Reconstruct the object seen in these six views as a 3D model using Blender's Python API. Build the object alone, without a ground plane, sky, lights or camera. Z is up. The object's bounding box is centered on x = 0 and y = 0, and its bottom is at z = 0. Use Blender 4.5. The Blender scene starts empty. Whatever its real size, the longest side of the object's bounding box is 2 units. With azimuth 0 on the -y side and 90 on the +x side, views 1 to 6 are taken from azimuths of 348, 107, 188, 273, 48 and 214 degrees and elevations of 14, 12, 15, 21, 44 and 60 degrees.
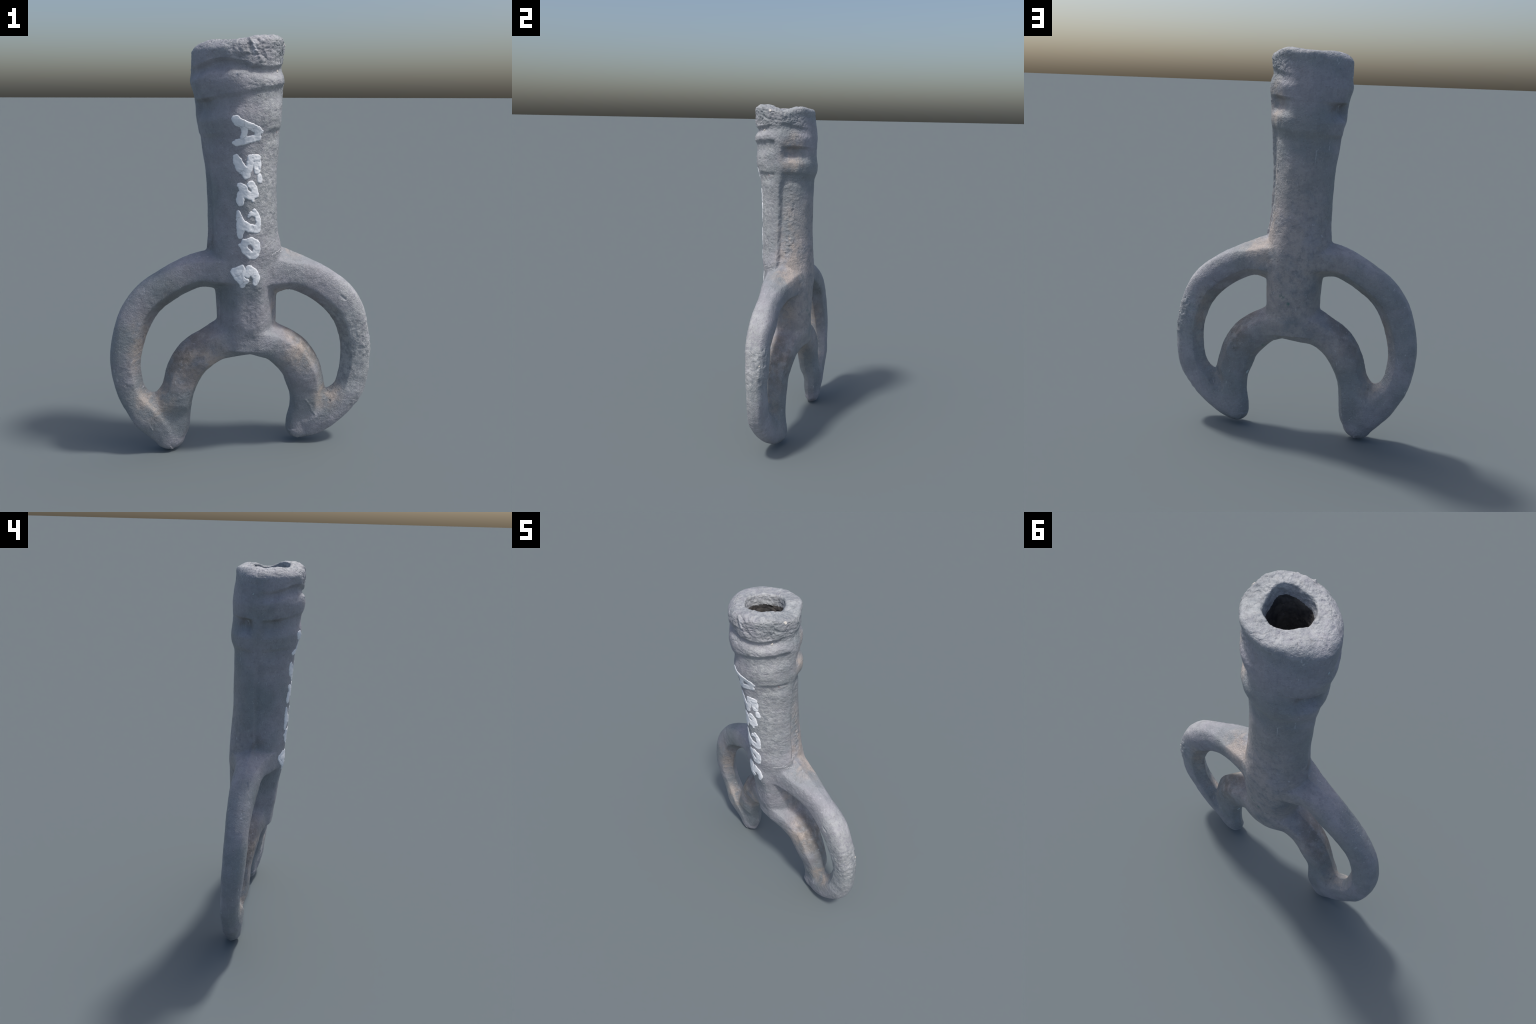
# Cast bronze socketed crescent: a hollow, collared socket that runs down into a
# bar, two outer loops and an inner crescent whose horns meet the loops in two tips.
# The whole casting is described as a smooth field (swept elliptic sections joined
# by soft unions), meshed, refined onto the field, and given surface relief.
import numpy as np

YAW = np.radians(5.6)                       # the casting stands slightly turned
CY, SY = np.cos(YAW), np.sin(YAW)


def to_local(P):
    """world -> (across, depth, height)"""
    return np.stack([P[:, 0] * CY - P[:, 1] * SY, P[:, 0] * SY + P[:, 1] * CY, P[:, 2]], 1)


def to_world(L):
    return np.stack([L[:, 0] * CY + L[:, 1] * SY, -L[:, 0] * SY + L[:, 1] * CY, L[:, 2]], 1)


def smoothstep(a, b, x):
    t = np.clip((x - a) / (b - a), 0, 1)
    return t * t * (3 - 2 * t)


def bump(x, c, w):
    return np.exp(-((x - c) / w) ** 2)


def smin(a, b, k):
    h = np.clip(k - np.abs(a - b), 0, None) / k
    return np.minimum(a, b) - h * h * h * k / 6


def curve(knots, x):
    """smooth interpolation (monotone-ish cubic) through (x, value) knots"""
    k = np.asarray(knots, float)
    xs, ys = k[:, 0], k[:, 1]
    d = np.diff(ys) / np.diff(xs)
    m = np.empty_like(ys)
    m[0], m[-1] = d[0], d[-1]
    m[1:-1] = np.where(d[:-1] * d[1:] > 0, 2 * d[:-1] * d[1:] / (d[:-1] + d[1:] + 1e-12), 0)
    x = np.clip(x, xs[0], xs[-1])
    i = np.clip(np.searchsorted(xs, x) - 1, 0, len(xs) - 2)
    h = xs[i + 1] - xs[i]
    t = (x - xs[i]) / h
    return ((1 + 2 * t) * (1 - t) ** 2 * ys[i] + t * (1 - t) ** 2 * h * m[i]
            + t * t * (3 - 2 * t) * ys[i + 1] + t * t * (t - 1) * h * m[i + 1])


# ------------------------------------------------------------------ noise
def _hash(ix, iy, iz, seed):
    h = (ix.astype(np.uint32) * np.uint32(374761393) + iy.astype(np.uint32) * np.uint32(668265263)
         + iz.astype(np.uint32) * np.uint32(2246822519) + np.uint32(seed * 3266489917 & 0xffffffff))
    h = (h ^ (h >> np.uint32(13))) * np.uint32(1274126177)
    h = (h ^ (h >> np.uint32(16))) * np.uint32(2654435761)
    return ((h ^ (h >> np.uint32(15))) & np.uint32(0xffffff)).astype(np.float64) / 0xffffff


def vnoise(P, scale, seed=0):
    q = P * scale + 1000.0
    i = np.floor(q).astype(np.int64)
    f = q - i
    f = f * f * f * (f * (f * 6 - 15) + 10)
    out = 0
    for dx in (0, 1):
        wx = f[:, 0] if dx else 1 - f[:, 0]
        for dy in (0, 1):
            wy = f[:, 1] if dy else 1 - f[:, 1]
            for dz in (0, 1):
                wz = f[:, 2] if dz else 1 - f[:, 2]
                out = out + wx * wy * wz * _hash(i[:, 0] + dx, i[:, 1] + dy, i[:, 2] + dz, seed)
    return out * 2 - 1


def fbm(P, scale, octaves=3, seed=0):
    s, a, tot = 0, 1.0, 0
    for o in range(octaves):
        s = s + a * vnoise(P, scale * 2 ** o, seed + 17 * o)
        tot += a
        a *= 0.55
    return s / tot


# ------------------------------------------------------------------ swept limbs
# knots along each limb: across, height, depth of the centre, half width, half depth
LOOP_L = [(-.027, .963, .029, .100, .142), (-.135, .962, .037, .097, .112), (-.236, .954, .036, .085, .076), (-.349, .899, .043, .081, .070), (-.456, .824, .046, .083, .062),
          (-.522, .733, .045, .083, .058), (-.561, .627, .048, .079, .058), (-.583, .515, .054, .075, .056), (-.578, .412, .062, .072, .051), (-.551, .314, .072, .073, .050),
          (-.483, .222, .070, .094, .056), (-.427, .136, .081, .080, .049), (-.396, .077, .083, .060, .040)]
LOOP_R = [(.032, .953, .040, .127, .130), (.134, .947, .046, .123, .102), (.240, .930, .050, .092, .085), (.350, .877, .059, .087, .064), (.453, .797, .068, .089, .069),
          (.517, .705, .070, .085, .064), (.553, .587, .081, .077, .062), (.565, .474, .084, .078, .052), (.555, .370, .087, .079, .053), (.528, .287, .083, .082, .052),
          (.450, .198, .089, .088, .054), (.364, .119, .093, .075, .049), (.293, .094, .106, .063, .038)]
HORN_L = [(.009, .617, .064, .099, .112), (-.084, .608, .062, .106, .100), (-.162, .576, .056, .097, .078), (-.243, .520, .060, .099, .072), (-.300, .437, .069, .092, .065),
          (-.332, .345, .068, .084, .059), (-.359, .274, .075, .095, .060), (-.367, .204, .089, .094, .050), (-.365, .128, .089, .083, .043), (-.372, .077, .090, .063, .040)]
HORN_R = [(.013, .613, .056, .086, .111), (.075, .603, .056, .094, .115), (.148, .570, .060, .094, .098), (.218, .517, .069, .101, .086), (.271, .449, .069, .100, .080),
          (.298, .379, .076, .098, .074), (.315, .306, .086, .094, .063), (.312, .222, .093, .081, .054), (.298, .137, .105, .075, .042), (.290, .092, .110, .065, .036)]


def spline(knots, per=5):
    k = np.asarray(knots, float)
    k = np.vstack([2 * k[0] - k[1], k, 2 * k[-1] - k[-2]])
    out = []
    for i in range(1, len(k) - 2):
        for t in np.arange(per) / per:
            a, b, c, d = k[i - 1], k[i], k[i + 1], k[i + 2]
            out.append(.5 * (2 * b + (c - a) * t + (2 * a - 5 * b + 4 * c - d) * t * t + (3 * b - a - 3 * c + d) * t ** 3))
    out.append(k[-2])
    return np.array(out)


# bevel of a limb's section towards its window, and away from it, and the side the window lies on
SECTION = [(.62, .18, 1), (.62, .18, -1), (.50, .32, -1), (.50, .32, 1)]


def soft_max(a, b, k):
    return -smin(-a, -b, k)


def limb(L, path, section):
    """field of a limb with an elliptic section swept along a path in the across/height plane"""
    pu, pz = L[:, 0], L[:, 2]
    best = np.full(len(L), 1e9)
    seg = np.zeros(len(L), int)
    par, turn = np.zeros(len(L)), np.zeros(len(L))
    for i in range(len(path) - 1):
        a, b = path[i], path[i + 1]
        du, dz = b[0] - a[0], b[1] - a[1]
        t = np.clip(((pu - a[0]) * du + (pz - a[1]) * dz) / (du * du + dz * dz), 0, 1)
        d = (pu - a[0] - t * du) ** 2 + (pz - a[1] - t * dz) ** 2
        m = d < best
        best[m], seg[m], par[m] = d[m], i, t[m]
        turn[m] = (du * (pz - a[1]) - dz * (pu - a[0]))[m]
    q = path[seg] * (1 - par)[:, None] + path[seg + 1] * par[:, None]
    d = np.sqrt(best)
    hw, hd = q[:, 3], q[:, 4]
    w = np.abs(L[:, 1] - q[:, 2])
    root = .3 * smoothstep(.40, .18, np.abs(pu)) * (pz > .8)
    bevel = np.where(turn * section[2] > 0, section[0], section[1] + root)
    x, y = d / hw, w / hd
    r = soft_max((x ** 2.5 + y ** 2.5) ** .4, x + bevel * y, .08)
    return (r - 1) * np.minimum(hw, hd)


# ------------------------------------------------------------------ socket
LEFT_BACK = [(.450, -.133), (.850, -.145), (.980, -.170), (1.060, -.181), (1.150, -.176), (1.250, -.176), (1.350, -.179), (1.450, -.186), (1.520, -.196),
             (1.580, -.213), (1.650, -.227), (1.750, -.240), (1.850, -.246), (1.930, -.238), (2.000, -.212)]
LEFT_FRONT = [(.450, -.136), (.850, -.130), (.980, -.151), (1.060, -.160), (1.150, -.152), (1.250, -.153), (1.350, -.158), (1.450, -.168), (1.520, -.182),
              (1.580, -.194), (1.650, -.209), (1.750, -.226), (1.850, -.239), (1.930, -.237), (2.000, -.210)]
RIGHT_FRONT = [(.450, .126), (.850, .137), (.980, .156), (1.060, .167), (1.150, .149), (1.250, .145), (1.350, .141), (1.450, .144), (1.550, .151),
               (1.650, .154), (1.750, .167), (1.850, .160), (1.920, .164), (2.000, .178)]
RIGHT_BACK = [(.450, .139), (.850, .149), (.980, .153), (1.060, .146), (1.150, .136), (1.250, .125), (1.350, .121), (1.450, .120), (1.550, .124),
              (1.650, .134), (1.750, .134), (1.850, .133), (1.920, .136), (2.000, .146)]
FRONT = [(.450, -.054), (.600, -.061), (.700, -.078), (.820, -.094), (.910, -.110), (1.010, -.118), (1.120, -.128), (1.260, -.135), (1.430, -.145),
         (1.530, -.155), (1.600, -.168), (1.700, -.181), (1.800, -.190), (1.920, -.191), (2.000, -.189)]
BACK = [(.450, .180), (.600, .181), (.750, .180), (.870, .184), (.980, .183), (1.080, .177), (1.170, .170), (1.250, .164), (1.450, .161),
        (1.560, .159), (1.620, .175), (1.690, .172), (1.800, .167), (1.860, .165), (1.940, .154), (2.000, .173)]
# how square the half sections are (2 is an ellipse, less is a rounded wedge)
ROUND_FRONT = [(.50, 1.68), (.90, 1.66), (1.10, 1.72), (1.50, 1.75), (1.75, 1.70), (1.95, 1.90)]
ROUND_BACK = [(.50, 2.55), (.90, 2.45), (1.10, 2.25), (1.50, 2.00), (1.75, 1.80), (1.95, 1.72)]
SEAM = 0.018                                 # depth of the mould seam on both flanks
BORE_C = (-.014, -.021)                      # centre of the bore


RIM_WAVE = [(-180, 1.978), (-150, 1.986), (-120, 1.982), (-90, 1.984), (-62, 1.997), (-36, 2.003), (-12, 1.986), (8, 1.975), (28, 1.984),
            (50, 1.993), (75, 1.986), (100, 1.982), (125, 1.981), (150, 1.984), (180, 1.978)]


def rim_height(u, v):
    """the worn lip rises and falls round the mouth"""
    return curve(RIM_WAVE, np.degrees(np.arctan2(v, u + .03)))


def ledge(z, top, height):
    """a hollow with a crisp upper edge that runs out downwards"""
    return smoothstep(top + .006, top - .018, z) * smoothstep(top - height, top - .4 * height, z)


def socket(L):
    u, v, z = L.T
    w = smoothstep(SEAM - .004, SEAM + .018 + .07 * smoothstep(1.5, 1.7, z), v)   # 0 front half, 1 back half
    left = curve(LEFT_FRONT, z) * (1 - w) + curve(LEFT_BACK, z) * w
    right = curve(RIGHT_FRONT, z) * (1 - w) + curve(RIGHT_BACK, z) * w
    c, a = (left + right) / 2, (right - left) / 2
    front, back = curve(FRONT, z), curve(BACK, z)
    b = np.where(v < SEAM, SEAM - front, back - SEAM)
    x, y = (u - c) / a, (v - SEAM) / b
    p = np.where(y < 0, curve(ROUND_FRONT, z), curve(ROUND_BACK, z))
    p = p + smoothstep(1.5, 1.7, z) * (.42 * smoothstep(-.1, .5, x) - .12 * smoothstep(.1, -.5, x))   # fuller on the right
    r = (np.abs(x) ** p + np.abs(y) ** p) ** (1 / p)
    # the bar between the windows has flat bevelled flanks in front
    wedge = soft_max((np.abs(x) ** 2.6 + np.abs(y) ** 2.6) ** (1 / 2.6), np.abs(x) + .56 * np.abs(y), .26)
    bar = smoothstep(1.0, .92, z) * (y < 0)
    r = r * (1 - bar) + wedge * bar
    f = (r - 1) * np.minimum(a, b)
    # collar: cast grooves that stop short of the seam rib on the flanks
    ang = np.arctan2(y, x)
    on_right, on_left = np.cos(ang) > 0, np.cos(ang) < 0
    rib = 1 - np.exp(-((v - SEAM) / .028) ** 4) * (np.abs(x) > .5)
    back_mid = smoothstep(-.05, .45, y) * (1 - smoothstep(.15, .55, np.abs(x)))
    side = smoothstep(.35, .8, np.abs(x))
    # deep pockets between the two collar rolls, sloping across the front
    zg = np.where(y < 0, 1.738 + .036 * x, 1.722 + .014 * x)
    pocket = np.where(y < 0, np.where(x > 0, .007, .014), np.where(x > 0, .020, .021))
    depth = (.007 + pocket * side) * (1 - .7 * back_mid)
    f = f + depth * ledge(z, zg + .034, .098) * rib
    # step where the lower roll ends above the shaft
    f = f + (.0015 + .0065 * side) * (1 - .6 * back_mid) * ledge(z, 1.606 + .016 * x, .090) * rib
    f = f - .006 * bump(z, 1.655, .036) * (1 - .7 * back_mid)
    f = f - .006 * bump(z, 1.812, .034) * (1 - .5 * back_mid)
    # ragged undercut below the rim lump, strongest on the front and the right
    zr = 1.888 + .014 * np.sin(3 * ang + 1.2)
    under = .013 * smoothstep(.1, -.5, y) * (1 + .5 * smoothstep(.0, -.6, x)) + .007 * smoothstep(.3, .8, x) * smoothstep(-.3, .2, y)
    f = f + under * ledge(z, zr, .060)
    # rounded lip
    top = z - rim_height(u, v)
    k = .033 + .014 * smoothstep(.2, -.8, x)
    q1, q2 = np.maximum(f + k, 0), np.maximum(top + k, 0)
    f = np.minimum(np.maximum(f, top), 0) * 0 + np.sqrt(q1 * q1 + q2 * q2) - k + np.minimum(np.maximum(f + k, top + k), 0)
    # lower end of the bar
    f = np.maximum(f, (.57 - z))
    return f


def bore(L):
    u, v, z = L.T
    a = curve([(1.70, .036), (1.77, .058), (1.83, .070), (1.90, .082), (1.95, .090), (1.99, .098)], z)
    b = a * .97
    x, y = (u - BORE_C[0]) / a, (v - BORE_C[1]) / b
    t = np.arctan2(y, x)
    r = np.sqrt(x * x + y * y) * (1 + .03 * np.sin(3 * t + .6) + .02 * np.sin(5 * t + 2))
    f = (r - 1) * np.minimum(a, b)
    return np.maximum(f, 1.73 - z)


PATHS = None


def field(P):
    global PATHS
    if PATHS is None:
        PATHS = [spline(k) for k in (LOOP_L, LOOP_R, HORN_L, HORN_R)]
    out = np.empty(len(P))
    for s in range(0, len(P), 60000):
        L = to_local(P[s:s + 60000])
        ll, lr, hl, hr = (limb(L, q, k) for q, k in zip(PATHS, SECTION))
        web = .035 + .022 * smoothstep(.36, .24, L[:, 2])
        left = smin(ll, hl, web)
        right = smin(lr, hr, web)
        horns = np.minimum(left, right)
        f = smin(socket(L), horns, .028)
        q = bore(L)
        out[s:s + 60000] = -smin(-f, q, .014)
    return out


# ------------------------------------------------------------------ meshing
def surface_nets(h):
    lo, hi = np.array([-.70, -.25, -.04]), np.array([.70, .26, 2.05])
    n = np.ceil((hi - lo) / h).astype(int) + 1
    ax = [lo[i] + h * np.arange(n[i]) for i in range(3)]
    G = np.stack(np.meshgrid(*ax, indexing='ij'), -1).reshape(-1, 3)
    F = field(G).reshape(n)
    inside = F < 0
    corners = [(a, b, c) for a in (0, 1) for b in (0, 1) for c in (0, 1)]
    m = n - 1
    cut = lambda A, o: A[o[0]:o[0] + m[0], o[1]:o[1] + m[1], o[2]:o[2] + m[2]]
    cnt = sum(cut(inside, o).astype(np.int8) for o in corners)
    active = (cnt > 0) & (cnt < 8)
    idx = -np.ones(m, int)
    idx[active] = np.arange(active.sum())
    cells = np.argwhere(active)
    val = np.stack([cut(F, o)[active] for o in corners], 1)
    pos, num = np.zeros((len(cells), 3)), np.zeros(len(cells))
    off = np.array(corners, float)
    for i in range(8):
        for j in range(i + 1, 8):
            if np.abs(off[i] - off[j]).sum() != 1:
                continue
            a, b = val[:, i], val[:, j]
            x = (a < 0) != (b < 0)
            t = np.where(x, a / np.where(x, a - b, 1), 0)
            pos += np.where(x[:, None], off[i] + t[:, None] * (off[j] - off[i]), 0)
            num += x
    V = lo + h * (cells + pos / num[:, None])
    quads = []
    for k in range(3):
        i, j = (k + 1) % 3, (k + 2) % 3
        A = inside
        s0, s1 = [slice(None)] * 3, [slice(None)] * 3
        s0[k], s1[k] = slice(0, -1), slice(1, None)
        e = np.argwhere(A[tuple(s0)] != A[tuple(s1)])
        e = e[(e[:, i] > 0) & (e[:, j] > 0) & (e[:, i] < m[i]) & (e[:, j] < m[j])]
        first = A[e[:, 0], e[:, 1], e[:, 2]]
        ring = []
        for di, dj in ((0, 0), (1, 0), (1, 1), (0, 1)):
            c = e.copy()
            c[:, i] -= di
            c[:, j] -= dj
            ring.append(idx[c[:, 0], c[:, 1], c[:, 2]])
        q = np.stack(ring, 1)
        q[~first] = q[~first][:, ::-1]
        quads.append(q)
    return V, np.concatenate(quads)


def subdivide(V, Q):
    E = np.sort(np.concatenate([Q[:, [0, 1]], Q[:, [1, 2]], Q[:, [2, 3]], Q[:, [3, 0]]]), 1)
    key = E[:, 0] * len(V) + E[:, 1]
    uk, inv = np.unique(key, return_inverse=True)
    mid = (V[uk // len(V)] + V[uk % len(V)]) / 2
    cen = V[Q].mean(1)
    n, ne, nq = len(V), len(uk), len(Q)
    e = inv.reshape(4, nq) + n
    c = np.arange(nq) + n + ne
    Q2 = np.concatenate([np.stack([Q[:, i], e[i], c, e[i - 1]], 1) for i in range(4)])
    return np.concatenate([V, mid, cen]), Q2


def relax(V, Q, rounds=1, amount=.5):
    for _ in range(rounds):
        acc, num = np.zeros_like(V), np.zeros(len(V))
        for i in range(4):
            for o in (1, 3):
                np.add.at(acc, Q[:, i], V[Q[:, (i + o) % 4]])
                np.add.at(num, Q[:, i], 1)
        V = V + amount * (acc / num[:, None] - V)
    return V


def gradient(V, e=.0012):
    f0 = field(V)
    g = np.stack([field(V + np.eye(3)[i] * e) - f0 for i in range(3)], 1) / e
    return f0, g


def project(V, rounds=2):
    for _ in range(rounds):
        f, g = gradient(V)
        s = np.clip(f, -.008, .008) / np.maximum((g * g).sum(1), .25)
        V = V - s[:, None] * g
    return V


def vertex_normals(V, Q):
    n = np.cross(V[Q[:, 2]] - V[Q[:, 0]], V[Q[:, 3]] - V[Q[:, 1]])
    N = np.zeros_like(V)
    for i in range(4):
        np.add.at(N, Q[:, i], n)
    return N / np.maximum(np.linalg.norm(N, axis=1, keepdims=True), 1e-12)


def casting(levels=2, h=.0135):
    V, Q = surface_nets(h)
    V = project(relax(V, Q, 2), 2)
    for i in range(levels):
        V, Q = subdivide(V, Q)
        V = relax(V, Q, 1, .4)
        V = project(V, 1)
    return V, Q


# ------------------------------------------------------------------ relief
def near(P, line):
    """distance to a polyline in space"""
    line = np.asarray(line, float)
    best = np.full(len(P), 9.0)
    for a, b in zip(line[:-1], line[1:]):
        d = b - a
        t = np.clip(((P - a) @ d) / (d @ d), 0, 1)
        best = np.minimum(best, np.linalg.norm(P - a - t[:, None] * d, axis=1))
    return best


SCAR = [(-.020, -.177, 1.982), (-.007, -.182, 1.954), (.021, -.181, 1.911)]
FOLD = [(.031, -.178, 1.902), (-.003, -.180, 1.882), (-.036, -.179, 1.855), (-.067, -.184, 1.842)]
CRACKS = [([(-.213, -.079, 1.955), (-.211, -.095, 1.913), (-.193, -.107, 1.880)], .005, .005),
          ([(-.400, .056, .955), (-.470, .052, .892), (-.520, .048, .810), (-.556, .050, .735)], .0045, .003),
          ([(.248, .061, .147), (.258, .052, .133), (.254, .049, .099), (.267, .049, .061)], .004, -.002),
          ([(.305, .004, .263), (.329, .009, .231), (.340, .016, .200), (.360, .012, .173)], .005, -.003),
          ([(-.486, .070, .196), (-.460, .075, .143)], .004, -.004),
          ([(.458, -.047, .817), (.480, -.047, .798)], .006, .004),
          ([(.400, .005, .262), (.435, .005, .245), (.415, .008, .215)], .005, .005)]
PITS = [((.159, -.078, .946), .010, .010), ((-.208, -.093, 1.862), .020, .005), ((-.065, -.178, 1.890), .036, .007),
        ((-.150, -.150, 1.880), .055, .010), ((-.392, .168, .287), .045, .007), ((.398, .098, .257), .045, .009),
        ((-.300, .09, 1.86), .03, .0), ((.135, .030, 1.115), .020, .006)]


def relief(P, N):
    """height of the weathered surface above the smooth casting, in metres"""
    u, v, z = to_local(P).T
    h = .0030 * fbm(P, 7, 3, 3) + .0012 * fbm(P, 22, 2, 9)
    facing_right = smoothstep(-.2, .6, N[:, 0] * .8 - N[:, 1] * .35 + N[:, 2] * .45)
    patch = smoothstep(-.15, .35, fbm(P, 5, 2, 21))
    outer = smoothstep(.45, .56, np.abs(u)) * smoothstep(.95, .8, z)
    rim = smoothstep(1.86, 1.94, z)
    front = smoothstep(.05, -.05, v)
    rough = .20 + .55 * facing_right * (.35 + .65 * front) + .65 * rim * (.55 + .45 * facing_right) + .7 * outer * patch * (u > 0) + .35 * outer * patch * (u < 0) * front
    rough = rough * (.55 + .45 * patch)
    flank = (u > .05) * smoothstep(.03, .05, v) * smoothstep(.12, .09, v) * smoothstep(1.05, 1.1, z) * smoothstep(1.6, 1.5, z)
    rough = rough + .5 * flank
    wrinkle = fbm(P * [1, 1, 1.6], 58, 3, 31)
    stem = smoothstep(.9, 1.1, z)
    grain = wrinkle * stem + .8 * fbm(P, 52, 3, 33) * (1 - stem)
    lumps = 1 - 2 * np.abs(fbm(P * [1, 1, .7], 30, 2, 41))
    h += rough * (.0034 * grain + .0022 * (lumps - .55))
    pit = smoothstep(.42, .75, vnoise(P, 75, 51) * .6 + vnoise(P, 38, 52) * .4)
    h -= .0030 * pit * np.clip(rough, 0, 1.2)
    # creased tool marks round the rim and the right front of the collar
    crease = np.abs(fbm(P * [1, 1, 1.7], 26, 2, 61))
    h -= .0026 * smoothstep(.12, .0, crease) * smoothstep(1.70, 1.9, z) * np.clip(facing_right + .35 * rim, 0, 1)
    h += .0075 * np.exp(-(near(P, SCAR) / .006) ** 2)
    d = near(P, FOLD)
    h += .0048 * np.exp(-(d / .007) ** 2)
    for line, width, depth in CRACKS:
        h -= depth * np.exp(-(near(P, line) / width) ** 2)
    for c, r, depth in PITS:
        h -= depth * np.exp(-(np.linalg.norm(P - c, axis=1) / r) ** 4)
    # ragged flash left along the mould seam on the right flank
    seam = (u > .05) * bump(v, SEAM + .004, .008) * smoothstep(1.05, 1.09, z) * smoothstep(1.62, 1.58, z)
    h += seam * .0035 * fbm(P, 40, 2, 71)
    # bore wall: lumpy casting skin
    q = bore(to_local(P))
    h += smoothstep(.02, -.005, q) * .004 * fbm(P, 28, 3, 81)
    return h
# ==================================================================== BLENDER
import bpy
import bmesh
from mathutils import Vector
from mathutils.bvhtree import BVHTree


class Tree:
    """small helper to write node trees as expressions"""

    def __init__(self, name):
        self.mat = bpy.data.materials.new(name)
        self.mat.use_nodes = True
        self.nt = self.mat.node_tree
        self.nt.nodes.clear()
        self.coord = self.new('ShaderNodeTexCoord').outputs['Object']

    def new(self, kind, **kw):
        n = self.nt.nodes.new(kind)
        for k, v in kw.items():
            setattr(n, k, v)
        return n

    def put(self, sock, val):
        if isinstance(val, bpy.types.NodeSocket):
            self.nt.links.new(val, sock)
        elif val is not None:
            sock.default_value = val

    def math(self, op, a, b=None, clamp=False):
        n = self.new('ShaderNodeMath', operation=op, use_clamp=clamp)
        self.put(n.inputs[0], a)
        if b is not None:
            self.put(n.inputs[1], b)
        return n.outputs[0]

    def noise(self, scale, detail=3, rough=.55, distort=0, stretch=None, shift=(0, 0, 0)):
        n = self.new('ShaderNodeTexNoise')
        m = self.new('ShaderNodeMapping')
        self.put(m.inputs['Vector'], self.coord)
        m.inputs['Location'].default_value = shift
        m.inputs['Scale'].default_value = stretch or (1, 1, 1)
        self.put(n.inputs['Vector'], m.outputs[0])
        n.inputs['Scale'].default_value = scale
        n.inputs['Detail'].default_value = detail
        n.inputs['Roughness'].default_value = rough
        n.inputs['Distortion'].default_value = distort
        return n.outputs['Fac']

    def ramp(self, x, lo, hi, a=0.0, b=1.0):
        n = self.new('ShaderNodeMapRange', interpolation_type='SMOOTHSTEP')
        self.put(n.inputs['Value'], x)
        for k, v in zip(('From Min', 'From Max', 'To Min', 'To Max'), (lo, hi, a, b)):
            n.inputs[k].default_value = v
        return n.outputs[0]

    def mix(self, fac, a, b):
        n = self.new('ShaderNodeMix', data_type='RGBA')
        self.put(n.inputs[0], fac)
        for s, v in ((n.inputs[6], a), (n.inputs[7], b)):
            self.put(s, v if isinstance(v, bpy.types.NodeSocket) else (*v, 1))
        return n.outputs[2]

    def blob(self, centre, size, power=1.0):
        """soft mask, 1 at the centre, fading at the radii given by size"""
        m = self.new('ShaderNodeMapping', vector_type='POINT')
        self.put(m.inputs['Vector'], self.coord)
        m.inputs['Location'].default_value = [-c / s for c, s in zip(centre, size)]
        m.inputs['Scale'].default_value = [1 / s for s in size]
        n = self.new('ShaderNodeVectorMath', operation='LENGTH')
        self.put(n.inputs[0], m.outputs[0])
        return self.ramp(n.outputs['Value'], 1.0, .25)

    def finish(self, colour, rough, bump=None, strength=.3, distance=.004, spec=.4, sheen=0):
        b = self.new('ShaderNodeBsdfPrincipled')
        self.put(b.inputs['Base Color'], colour if isinstance(colour, bpy.types.NodeSocket) else (*colour, 1))
        self.put(b.inputs['Roughness'], rough)
        b.inputs['Specular IOR Level'].default_value = spec
        if bump is not None:
            n = self.new('ShaderNodeBump')
            n.inputs['Strength'].default_value = strength
            n.inputs['Distance'].default_value = distance
            self.put(n.inputs['Height'], bump)
            self.put(b.inputs['Normal'], n.outputs[0])
        o = self.new('ShaderNodeOutputMaterial')
        self.put(o.inputs[0], b.outputs[0])
        return self.mat


BLUE_GREY = (.243, .270, .292)
LILAC = (.350, .347, .390)
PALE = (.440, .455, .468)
DUST = (.490, .415, .362)
BROWN = (.150, .147, .150)
BAKED_SHADE_BROWN = (.165, .145, .130)
TINT = (.440, .398, .384)
DEEP_BLUE = (.190, .212, .235)
DARK = (.090, .092, .100)
LINT = (.55, .56, .60)
TEAL = (.085, .190, .170)


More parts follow.
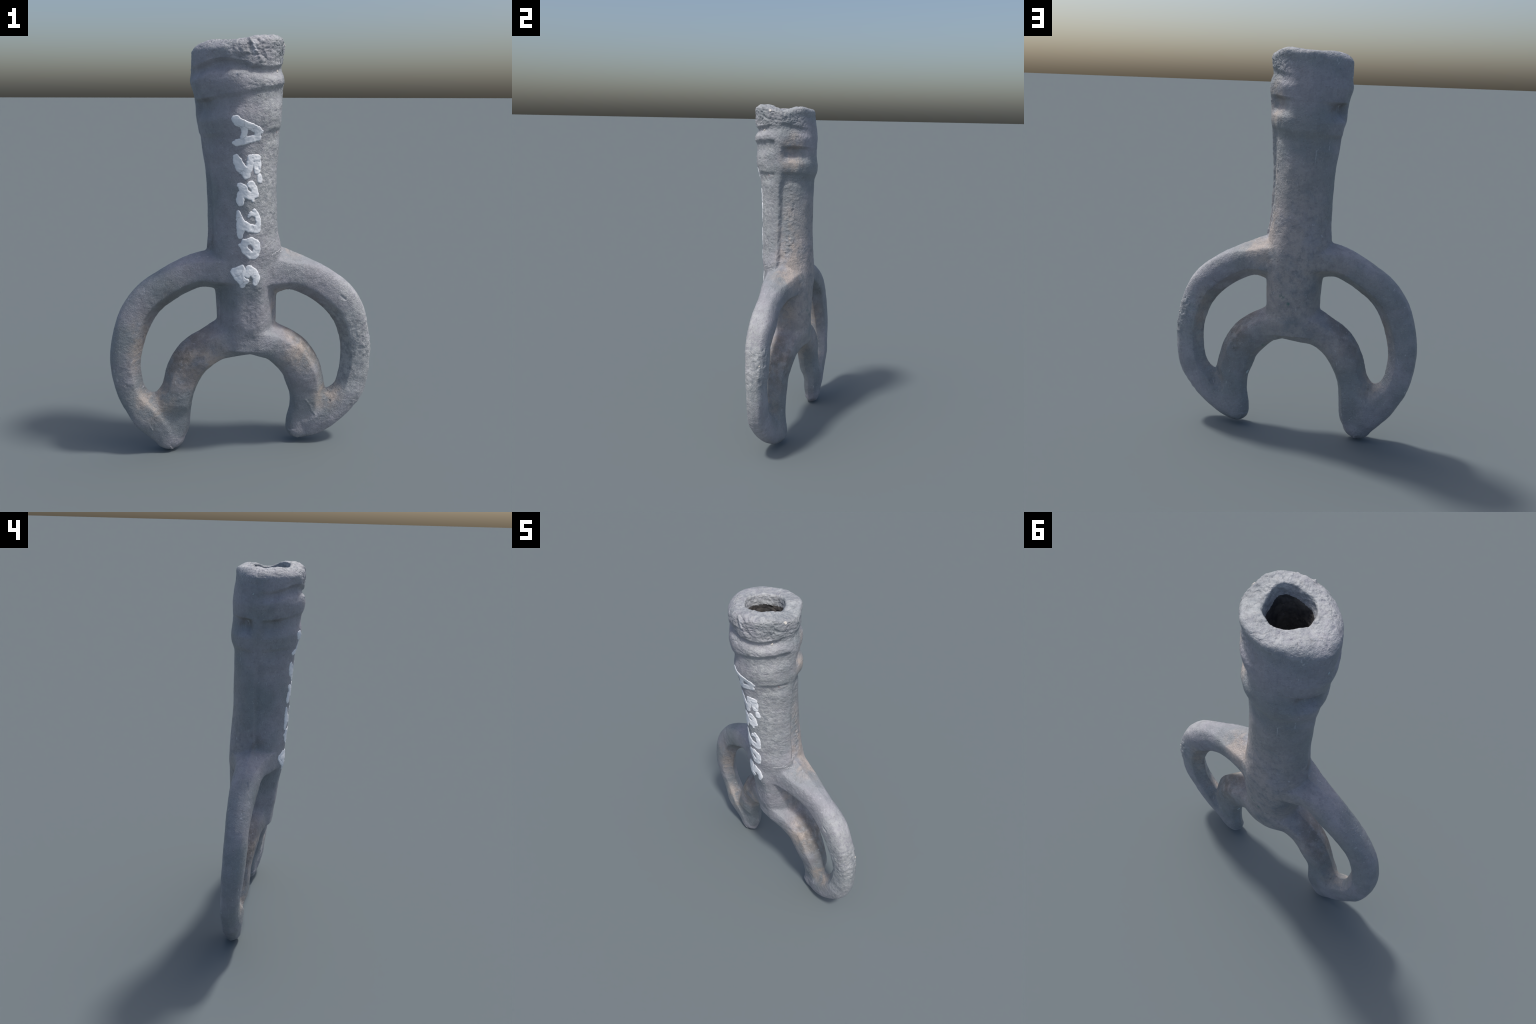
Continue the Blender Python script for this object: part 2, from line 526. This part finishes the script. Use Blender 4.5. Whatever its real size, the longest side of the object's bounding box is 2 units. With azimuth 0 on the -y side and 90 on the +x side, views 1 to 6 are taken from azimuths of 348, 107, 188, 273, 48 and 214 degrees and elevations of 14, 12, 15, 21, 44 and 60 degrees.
def patina():
    t = Tree('weathered_bronze')
    big = t.noise(3.2, 3, .55)
    col = t.mix(t.ramp(big, .38, .62), BLUE_GREY, LILAC)
    # paler grey on the right front of the socket and on the right loop
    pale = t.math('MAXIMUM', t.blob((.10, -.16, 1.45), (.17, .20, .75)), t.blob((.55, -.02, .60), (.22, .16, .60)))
    pale = t.math('MAXIMUM', pale, t.blob((-.03, -.02, 2.02), (.36, .36, .16)))
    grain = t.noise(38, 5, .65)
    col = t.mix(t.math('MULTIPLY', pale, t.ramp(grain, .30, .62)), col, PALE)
    # earth dust that stays in the recesses: flank behind the seam, inner horns, joints
    spots = [((.15, .10, 1.15), (.10, .13, .55)), ((.19, .07, 1.02), (.13, .13, .13)), ((-.44, .08, .30), (.15, .14, .15)),
             ((.42, .02, .28), (.11, .12, .13)), ((.27, .02, .55), (.17, .15, .18)), ((-.22, .05, .50), (.26, .16, .22)),
             ((.16, .05, .78), (.07, .20, .16)), ((-.50, .06, .58), (.09, .12, .24)), ((.48, .09, .55), (.08, .08, .28)),
             ((.14, .10, 1.72), (.08, .12, .18))]
    dust = None
    for c, r in spots:
        b = t.blob(c, r)
        dust = b if dust is None else t.math('MAXIMUM', dust, b)
    mott = t.ramp(t.noise(13, 6, .65), .36, .60)
    col = t.mix(t.math('MULTIPLY', t.math('MULTIPLY', dust, mott), .85), col, DUST)
    # pale brown film with blue-grey mottling over the back
    back = t.blob((.0, .26, .95), (.62, .27, .95))
    tint = t.math('MULTIPLY', back, t.ramp(t.noise(9, 5, .6, shift=(3, 1, 0)), .30, .55))
    col = t.mix(t.math('MULTIPLY', tint, .85), col, TINT)
    mottle = t.ramp(t.noise(30, 6, .70, shift=(4, 4, 1)), .46, .66)
    col = t.mix(t.math('MULTIPLY', mottle, t.math('ADD', t.math('MULTIPLY', back, .55), .12)), col, DEEP_BLUE)
    # baked shadow of the window walls and collar pockets, painted in mottled brown
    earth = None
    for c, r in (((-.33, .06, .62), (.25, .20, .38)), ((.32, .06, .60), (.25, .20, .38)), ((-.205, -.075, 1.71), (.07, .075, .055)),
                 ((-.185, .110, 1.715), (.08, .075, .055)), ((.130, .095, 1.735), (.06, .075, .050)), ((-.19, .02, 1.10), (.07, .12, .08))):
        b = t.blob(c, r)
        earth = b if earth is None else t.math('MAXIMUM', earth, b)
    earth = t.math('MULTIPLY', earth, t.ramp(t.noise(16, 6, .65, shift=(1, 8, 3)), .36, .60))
    col = t.mix(t.math('MULTIPLY', earth, .75), col, BAKED_SHADE_BROWN)
    dark = t.ramp(t.noise(30, 4, .6, shift=(0, 5, 2)), .60, .74)
    region = t.math('ADD', t.math('MULTIPLY', t.math('MAXIMUM', dust, earth), .75), .15)
    col = t.mix(t.math('MULTIPLY', dark, t.math('MULTIPLY', region, .8)), col, DARK)
    cloud = t.ramp(t.noise(15, 5, .65, shift=(2, 6, 5)), .42, .66)
    col = t.mix(t.math('MULTIPLY', cloud, .24), col, (.155, .165, .180))
    fine = t.noise(110, 4, .7)
    col = t.mix(t.ramp(t.noise(62, 5, .7, shift=(0, 0, 9)), .52, .74, 0, .42), col, BROWN)
    col = t.mix(t.ramp(fine, .50, .76, 0, .38), col, BROWN)
    col = t.mix(t.ramp(t.noise(130, 4, .7, shift=(7, 0, 0)), .56, .74, 0, .55), col, (.50, .51, .52))
    # lint and pale scratches
    lint = t.ramp(t.noise(26, 3, .5, 2.5, (1, 1, .45), (1, 2, 3)), .695, .735)
    col = t.mix(t.math('MULTIPLY', lint, .55), col, LINT)
    scar = t.blob((.000, -.182, 1.945), (.016, .03, .055))
    col = t.mix(t.math('MULTIPLY', scar, .6), col, LINT)
    # verdigris
    teal = t.math('MAXIMUM', t.blob((.053, .177, .779), (.022, .03, .020)), t.blob((.019, .183, .743), (.014, .02, .014)))
    teal = t.math('MAXIMUM', teal, t.blob((.145, .12, .475), (.03, .05, .025)))
    teal = t.math('MULTIPLY', teal, t.ramp(t.noise(60, 3), .40, .60))
    col = t.mix(t.math('MULTIPLY', teal, .8), col, TEAL)
    # traces of red pencil
    red = t.math('MULTIPLY', t.blob((.135, -.069, 1.593), (.045, .06, .028)), t.ramp(t.noise(55, 3, .6, 1.5), .55, .66))
    col = t.mix(t.math('MULTIPLY', red, .6), col, (.33, .13, .12))
    bump = t.math('ADD', t.math('MULTIPLY', grain, .7), t.math('MULTIPLY', fine, .3))
    bump = t.math('ADD', bump, t.math('MULTIPLY', t.noise(170, 3, .6, 0, (1, 1, 1.8)), .35))
    return t.finish(col, t.ramp(big, .3, .7, .48, .60), bump, 1.0, .008, .5)


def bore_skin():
    t = Tree('shade_darkened_bore')
    col = t.mix(t.ramp(t.noise(14, 5, .65), .35, .65), (.035, .035, .038), (.095, .09, .085))  # near-black base colour darkens the bore for its cavity shadow
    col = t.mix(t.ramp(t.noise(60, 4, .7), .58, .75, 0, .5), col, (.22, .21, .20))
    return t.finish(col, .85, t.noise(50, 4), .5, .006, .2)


def paint():
    t = Tree('white_paint')
    col = t.mix(t.ramp(t.noise(24, 4, .6), .4, .7), (.80, .82, .85), (.68, .71, .76))
    crack = t.new('ShaderNodeTexVoronoi', feature='DISTANCE_TO_EDGE')
    t.put(crack.inputs['Vector'], t.coord)
    crack.inputs['Scale'].default_value = 26
    line = t.math('MULTIPLY', t.ramp(crack.outputs['Distance'], .035, .0), t.ramp(t.noise(11, 2), .50, .62))
    col = t.mix(t.math('MULTIPLY', line, .7), col, (.30, .31, .34))
    return t.finish(col, .55, t.noise(45, 3), .35, .005, .4)


def plain(name, colour, rough):
    t = Tree(name)
    return t.finish(t.mix(t.noise(40, 3), colour, tuple(c * .8 for c in colour)), rough)


# ------------------------------------------------------------------ build the casting
V, Q = casting(levels=2, h=.0128)
N = vertex_normals(V, Q)
V = V + relief(V, N)[:, None] * N
V[:, 2] -= V[:, 2].min()
V[:, 2] *= 2.0 / V[:, 2].max()
V[:, 1] += .0025
N = vertex_normals(V, Q)

root = bpy.data.objects.new('socketed_crescent', None)
bpy.context.scene.collection.objects.link(root)
root['label'] = 'grey weathered bronze socketed crescent with two open loops'
root['category'] = 'bronze artifact'


def add(name, mesh, mats, parent=root):
    for m in mats:
        mesh.materials.append(m)
    o = bpy.data.objects.new(name, mesh)
    bpy.context.scene.collection.objects.link(o)
    o.parent = parent
    return o


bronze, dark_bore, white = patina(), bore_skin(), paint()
C = to_local(V[Q].mean(1))
fields = [socket(C)] + [limb(C, q, k) for q, k in zip(PATHS, SECTION)]
region = np.argmin(np.stack(fields), 0)
region = np.where((region == 0) & (C[:, 2] > 1.59), 5, region)
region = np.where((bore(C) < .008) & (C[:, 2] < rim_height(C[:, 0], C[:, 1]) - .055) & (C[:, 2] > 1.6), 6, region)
PARTS = [('shaft', 0), ('loop', 1), ('loop', 2), ('crescent_horn', 3), ('crescent_horn', 4), ('collar', 5), ('socket_bore', 6)]
for name, k in PARTS:
    q = Q[region == k]
    ids, inv = np.unique(q, return_inverse=True)
    q = inv.reshape(-1, 4)
    me = bpy.data.meshes.new(name)
    me.vertices.add(len(ids))
    me.vertices.foreach_set('co', V[ids].astype(np.float32).ravel())
    me.loops.add(q.size)
    me.loops.foreach_set('vertex_index', q.astype(np.int32).ravel())
    me.polygons.add(len(q))
    me.polygons.foreach_set('loop_start', np.arange(0, q.size, 4, dtype=np.int32))
    me.polygons.foreach_set('use_smooth', np.ones(len(q), bool))
    me.update(calc_edges=True)
    me.normals_split_custom_set_from_vertices(N[ids].astype(np.float32))
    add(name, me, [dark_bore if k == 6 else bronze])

# ------------------------------------------------------------------ painted inventory number
# brush strokes on the front of the shaft: (across x, height z, half width) along each stroke
STROKES = [
    ('letter', [[(-.076, 1.655, .0134), (-.068, 1.643, .0134), (-.053, 1.638, .0134), (-.023, 1.629, .0119), (.012, 1.613, .0106), (.039, 1.601, .0058)],
                [(-.082, 1.557, .0029), (-.066, 1.556, .0111), (-.036, 1.564, .0119), (-.001, 1.574, .0119), (.024, 1.576, .0096)],
                [(-.043, 1.625, .0115), (-.038, 1.600, .0100), (-.042, 1.572, .0115)],
                [(.024, 1.611, .0096), (.020, 1.588, .0106), (.022, 1.575, .0096)]]),
    ('digit', [[(-.070, 1.495, .0096), (-.064, 1.477, .0144), (-.053, 1.452, .0144), (-.033, 1.433, .0154), (-.025, 1.417, .0134)],
               [(-.026, 1.429, .0115), (-.014, 1.442, .0106), (-.011, 1.467, .0115), (-.009, 1.490, .0119), (.025, 1.490, .0106), (.023, 1.461, .0144), (.023, 1.434, .0115)],
               [(.034, 1.412, .0073), (.036, 1.390, .0081)]]),
    ('digit', [[(-.054, 1.372, .0086), (-.040, 1.358, .0144), (-.032, 1.336, .0138), (-.007, 1.326, .0138), (.015, 1.329, .0119)],
               [(-.007, 1.376, .0115), (.009, 1.357, .0115), (.013, 1.335, .0115)],
               [(-.050, 1.334, .0096), (-.051, 1.308, .0119), (-.050, 1.295, .0115)],
               [(.004, 1.315, .0058), (.005, 1.304, .0038)]]),
    ('digit', [[(-.061, 1.255, .0042), (-.052, 1.220, .0111), (-.043, 1.200, .0144), (-.013, 1.183, .0144), (.023, 1.174, .0144)],
               [(.025, 1.174, .0134), (.031, 1.206, .0092), (.026, 1.230, .0081), (.016, 1.249, .0069), (.010, 1.261, .0054)],
               [(-.049, 1.200, .0125), (-.050, 1.164, .0119), (-.051, 1.143, .0067)],
               [(.015, 1.243, .0077), (-.004, 1.246, .0069), (-.015, 1.234, .0031)]]),
    ('digit', [[(-.030, 1.116, .0119), (-.004, 1.124, .0119), (.020, 1.108, .0138), (.025, 1.083, .0127), (.016, 1.055, .0134), (-.004, 1.054, .0127),
                (-.027, 1.076, .0127), (-.036, 1.100, .0119), (-.030, 1.116, .0119)],
               [(-.034, 1.097, .0096), (-.052, 1.102, .0038)]]),
    ('digit', [[(-.071, .977, .0144), (-.057, .956, .0173), (-.041, .935, .0163), (-.040, .912, .0086)],
               [(-.061, .981, .0134), (-.041, .997, .0086), (-.038, .973, .0115), (-.018, .968, .0134)],
               [(-.010, .993, .0115), (.002, .981, .0144), (.017, .963, .0154), (.026, .943, .0125), (.020, .921, .0092)],
               [(-.034, .933, .0134), (-.024, .933, .0096)]]),
]
front_faces = Q[(C[:, 1] < .02) & (C[:, 2] > .85) & (C[:, 2] < 1.72)]
ids, inv = np.unique(front_faces, return_inverse=True)
tree = BVHTree.FromPolygons([Vector(p) for p in V[ids]], inv.reshape(-1, 4).tolist())


def stroke_depth(X, Z, lines):
    """how far a point lies inside the brush strokes (positive inside)"""
    best = np.full(X.shape, -9.0)
    for line in lines:
        for a, b in zip(line[:-1], line[1:]):
            d = np.array([b[0] - a[0], b[1] - a[1]])
            t = np.clip(((X - a[0]) * d[0] + (Z - a[1]) * d[1]) / (d @ d + 1e-12), 0, 1)
            dist = np.hypot(X - a[0] - t * d[0], Z - a[1] - t * d[1])
            best = np.maximum(best, (a[2] + (b[2] - a[2]) * t) * 1.15 + .0026 - dist)
    return best


def painted(kind, lines):
    step = .0022
    pts = np.array([p for l in lines for p in l])
    xs = np.arange(pts[:, 0].min() - .025, pts[:, 0].max() + .025, step)
    zs = np.arange(pts[:, 1].min() - .025, pts[:, 1].max() + .025, step)
    X, Z = np.meshgrid(xs, zs, indexing='ij')
    P3 = np.stack([X.ravel(), 0 * X.ravel(), Z.ravel()], 1)
    wob = .0022 * fbm(P3, 60, 2, 5).reshape(X.shape) + .0012 * fbm(P3, 160, 1, 6).reshape(X.shape)
    d = stroke_depth(X, Z, lines) + wob
    keep = d > -.006
    h = np.where(d > 0, .0026 * (1 - np.exp(-np.maximum(d, 0) / .0012)), d * 1.2) + (d > 0) * .0006 * fbm(P3, 90, 2, 8).reshape(X.shape)
    bm = bmesh.new()
    top, low = {}, {}
    for i, j in np.argwhere(keep):
        hit = tree.ray_cast(Vector((X[i, j], -1, Z[i, j])), Vector((0, 1, 0)))
        if hit[0] is None:
            continue
        n = hit[1] if hit[1].y < 0 else -hit[1]
        n = (n + Vector((0, -1.5, 0))).normalized()
        top[i, j] = bm.verts.new(hit[0] + n * float(h[i, j]))
        low[i, j] = bm.verts.new(hit[0] - n * .010)
    cells = [(i, j) for (i, j) in top if all(k in top for k in ((i + 1, j), (i, j + 1), (i + 1, j + 1)))]
    inside = set(cells)
    for i, j in cells:
        ring = [(i, j), (i, j + 1), (i + 1, j + 1), (i + 1, j)]
        f = bm.faces.new([top[k] for k in reversed(ring)])
        f.smooth = True
        bm.faces.new([low[k] for k in ring])
        for a, b, nb in ((ring[0], ring[1], (i - 1, j)), (ring[1], ring[2], (i, j + 1)), (ring[2], ring[3], (i + 1, j)), (ring[3], ring[0], (i, j - 1))):
            if nb not in inside:
                bm.faces.new([top[a], top[b], low[b], low[a]])
    bmesh.ops.delete(bm, geom=[v for v in bm.verts if not v.link_faces], context='VERTS')
    bmesh.ops.recalc_face_normals(bm, faces=bm.faces)
    me = bpy.data.meshes.new('painted_' + kind)
    bm.to_mesh(me)
    bm.free()
    add('painted_' + kind, me, [white])


for kind, lines in STROKES:
    painted(kind, lines)

# ------------------------------------------------------------------ small foreign bits on the surface
def flake(name, centre, normal, size, mat, sides=9, squash=(1, 1), seed=1):
    rng = np.random.default_rng(seed)
    n = Vector(normal).normalized()
    a = n.orthogonal().normalized()
    b = n.cross(a)
    bm = bmesh.new()
    rings = []
    for lift, r in ((-.006, 1.0), (.0015, 1.0), (.0032, .75)):
        rings.append([bm.verts.new(Vector(centre) + n * lift + (a * np.cos(t) * squash[0] + b * np.sin(t) * squash[1]) * size * r * k)
                      for t, k in zip(np.arange(sides) * 2 * np.pi / sides, 1 + .15 * np.random.default_rng(seed).standard_normal(sides))])
    for r0, r1 in zip(rings[:-1], rings[1:]):
        for i in range(sides):
            bm.faces.new([r0[i], r0[(i + 1) % sides], r1[(i + 1) % sides], r1[i]])
    bm.faces.new(rings[-1])
    bm.faces.new(rings[0][::-1])
    bmesh.ops.recalc_face_normals(bm, faces=bm.faces)
    me = bpy.data.meshes.new(name)
    bm.to_mesh(me)
    bm.free()
    add(name, me, [mat])


whole = BVHTree.FromPolygons([Vector(p) for p in V], Q.tolist())
crumb = plain('pale_crumb', (.62, .59, .55), .7)
dot = plain('pale_blue_dot', (.50, .58, .60), .5)
for name, c, size, mat, sq, seed in (('pale_flake', (.156, -.050, 1.962), .009, crumb, (1, .9), 4), ('pale_flake', (.118, -.099, 1.853), .006, crumb, (1, .8), 6),
                                     ('pale_flake', (-.229, .060, 1.860), .005, dot, (.6, 1), 7), ('pale_dot', (.237, .086, .304), .011, dot, (.7, 1.2), 3),
                                     ('pale_flake', (.619, .060, .610), .005, crumb, (1, .8), 9)):
    p, n, _, _ = whole.find_nearest(Vector(c))
    flake(name, p, n, size, mat, squash=sq, seed=seed)


# ------------------------------------------------------------------ lint fibres caught on the right shoulder
def fibre(points, radius=.0011):
    cu = bpy.data.curves.new('lint_fibre', 'CURVE')
    cu.dimensions = '3D'
    cu.bevel_depth = radius
    cu.bevel_resolution = 1
    sp = cu.splines.new('POLY')
    pts = []
    for a, b in zip(points[:-1], points[1:]):
        for k in range(8):
            p, n, _, _ = whole.find_nearest(Vector(a).lerp(Vector(b), k / 8))
            pts.append(p + n * radius * .4 + Vector((0, 0, .003 * np.sin(2.1 * len(pts)))))
    sp.points.add(len(pts) - 1)
    for q, p in zip(sp.points, pts):
        q.co = (*p, 1)
    o = bpy.data.objects.new('lint_fibre', cu)
    me = bpy.data.meshes.new_from_object(o)
    bpy.data.objects.remove(o)
    add('lint_fibre', me, [lint_grey])


lint_grey = plain('lint', (.58, .59, .62), .8)
for line in ([(.164, -.032, 1.057), (.129, -.081, 1.049), (.102, -.097, 1.041)], [(.159, .003, 1.084), (.142, .022, 1.087), (.145, .043, 1.082)],
             [(.162, -.045, 1.041), (.181, -.009, 1.046), (.170, .002, 1.055)]):
    fibre(line)
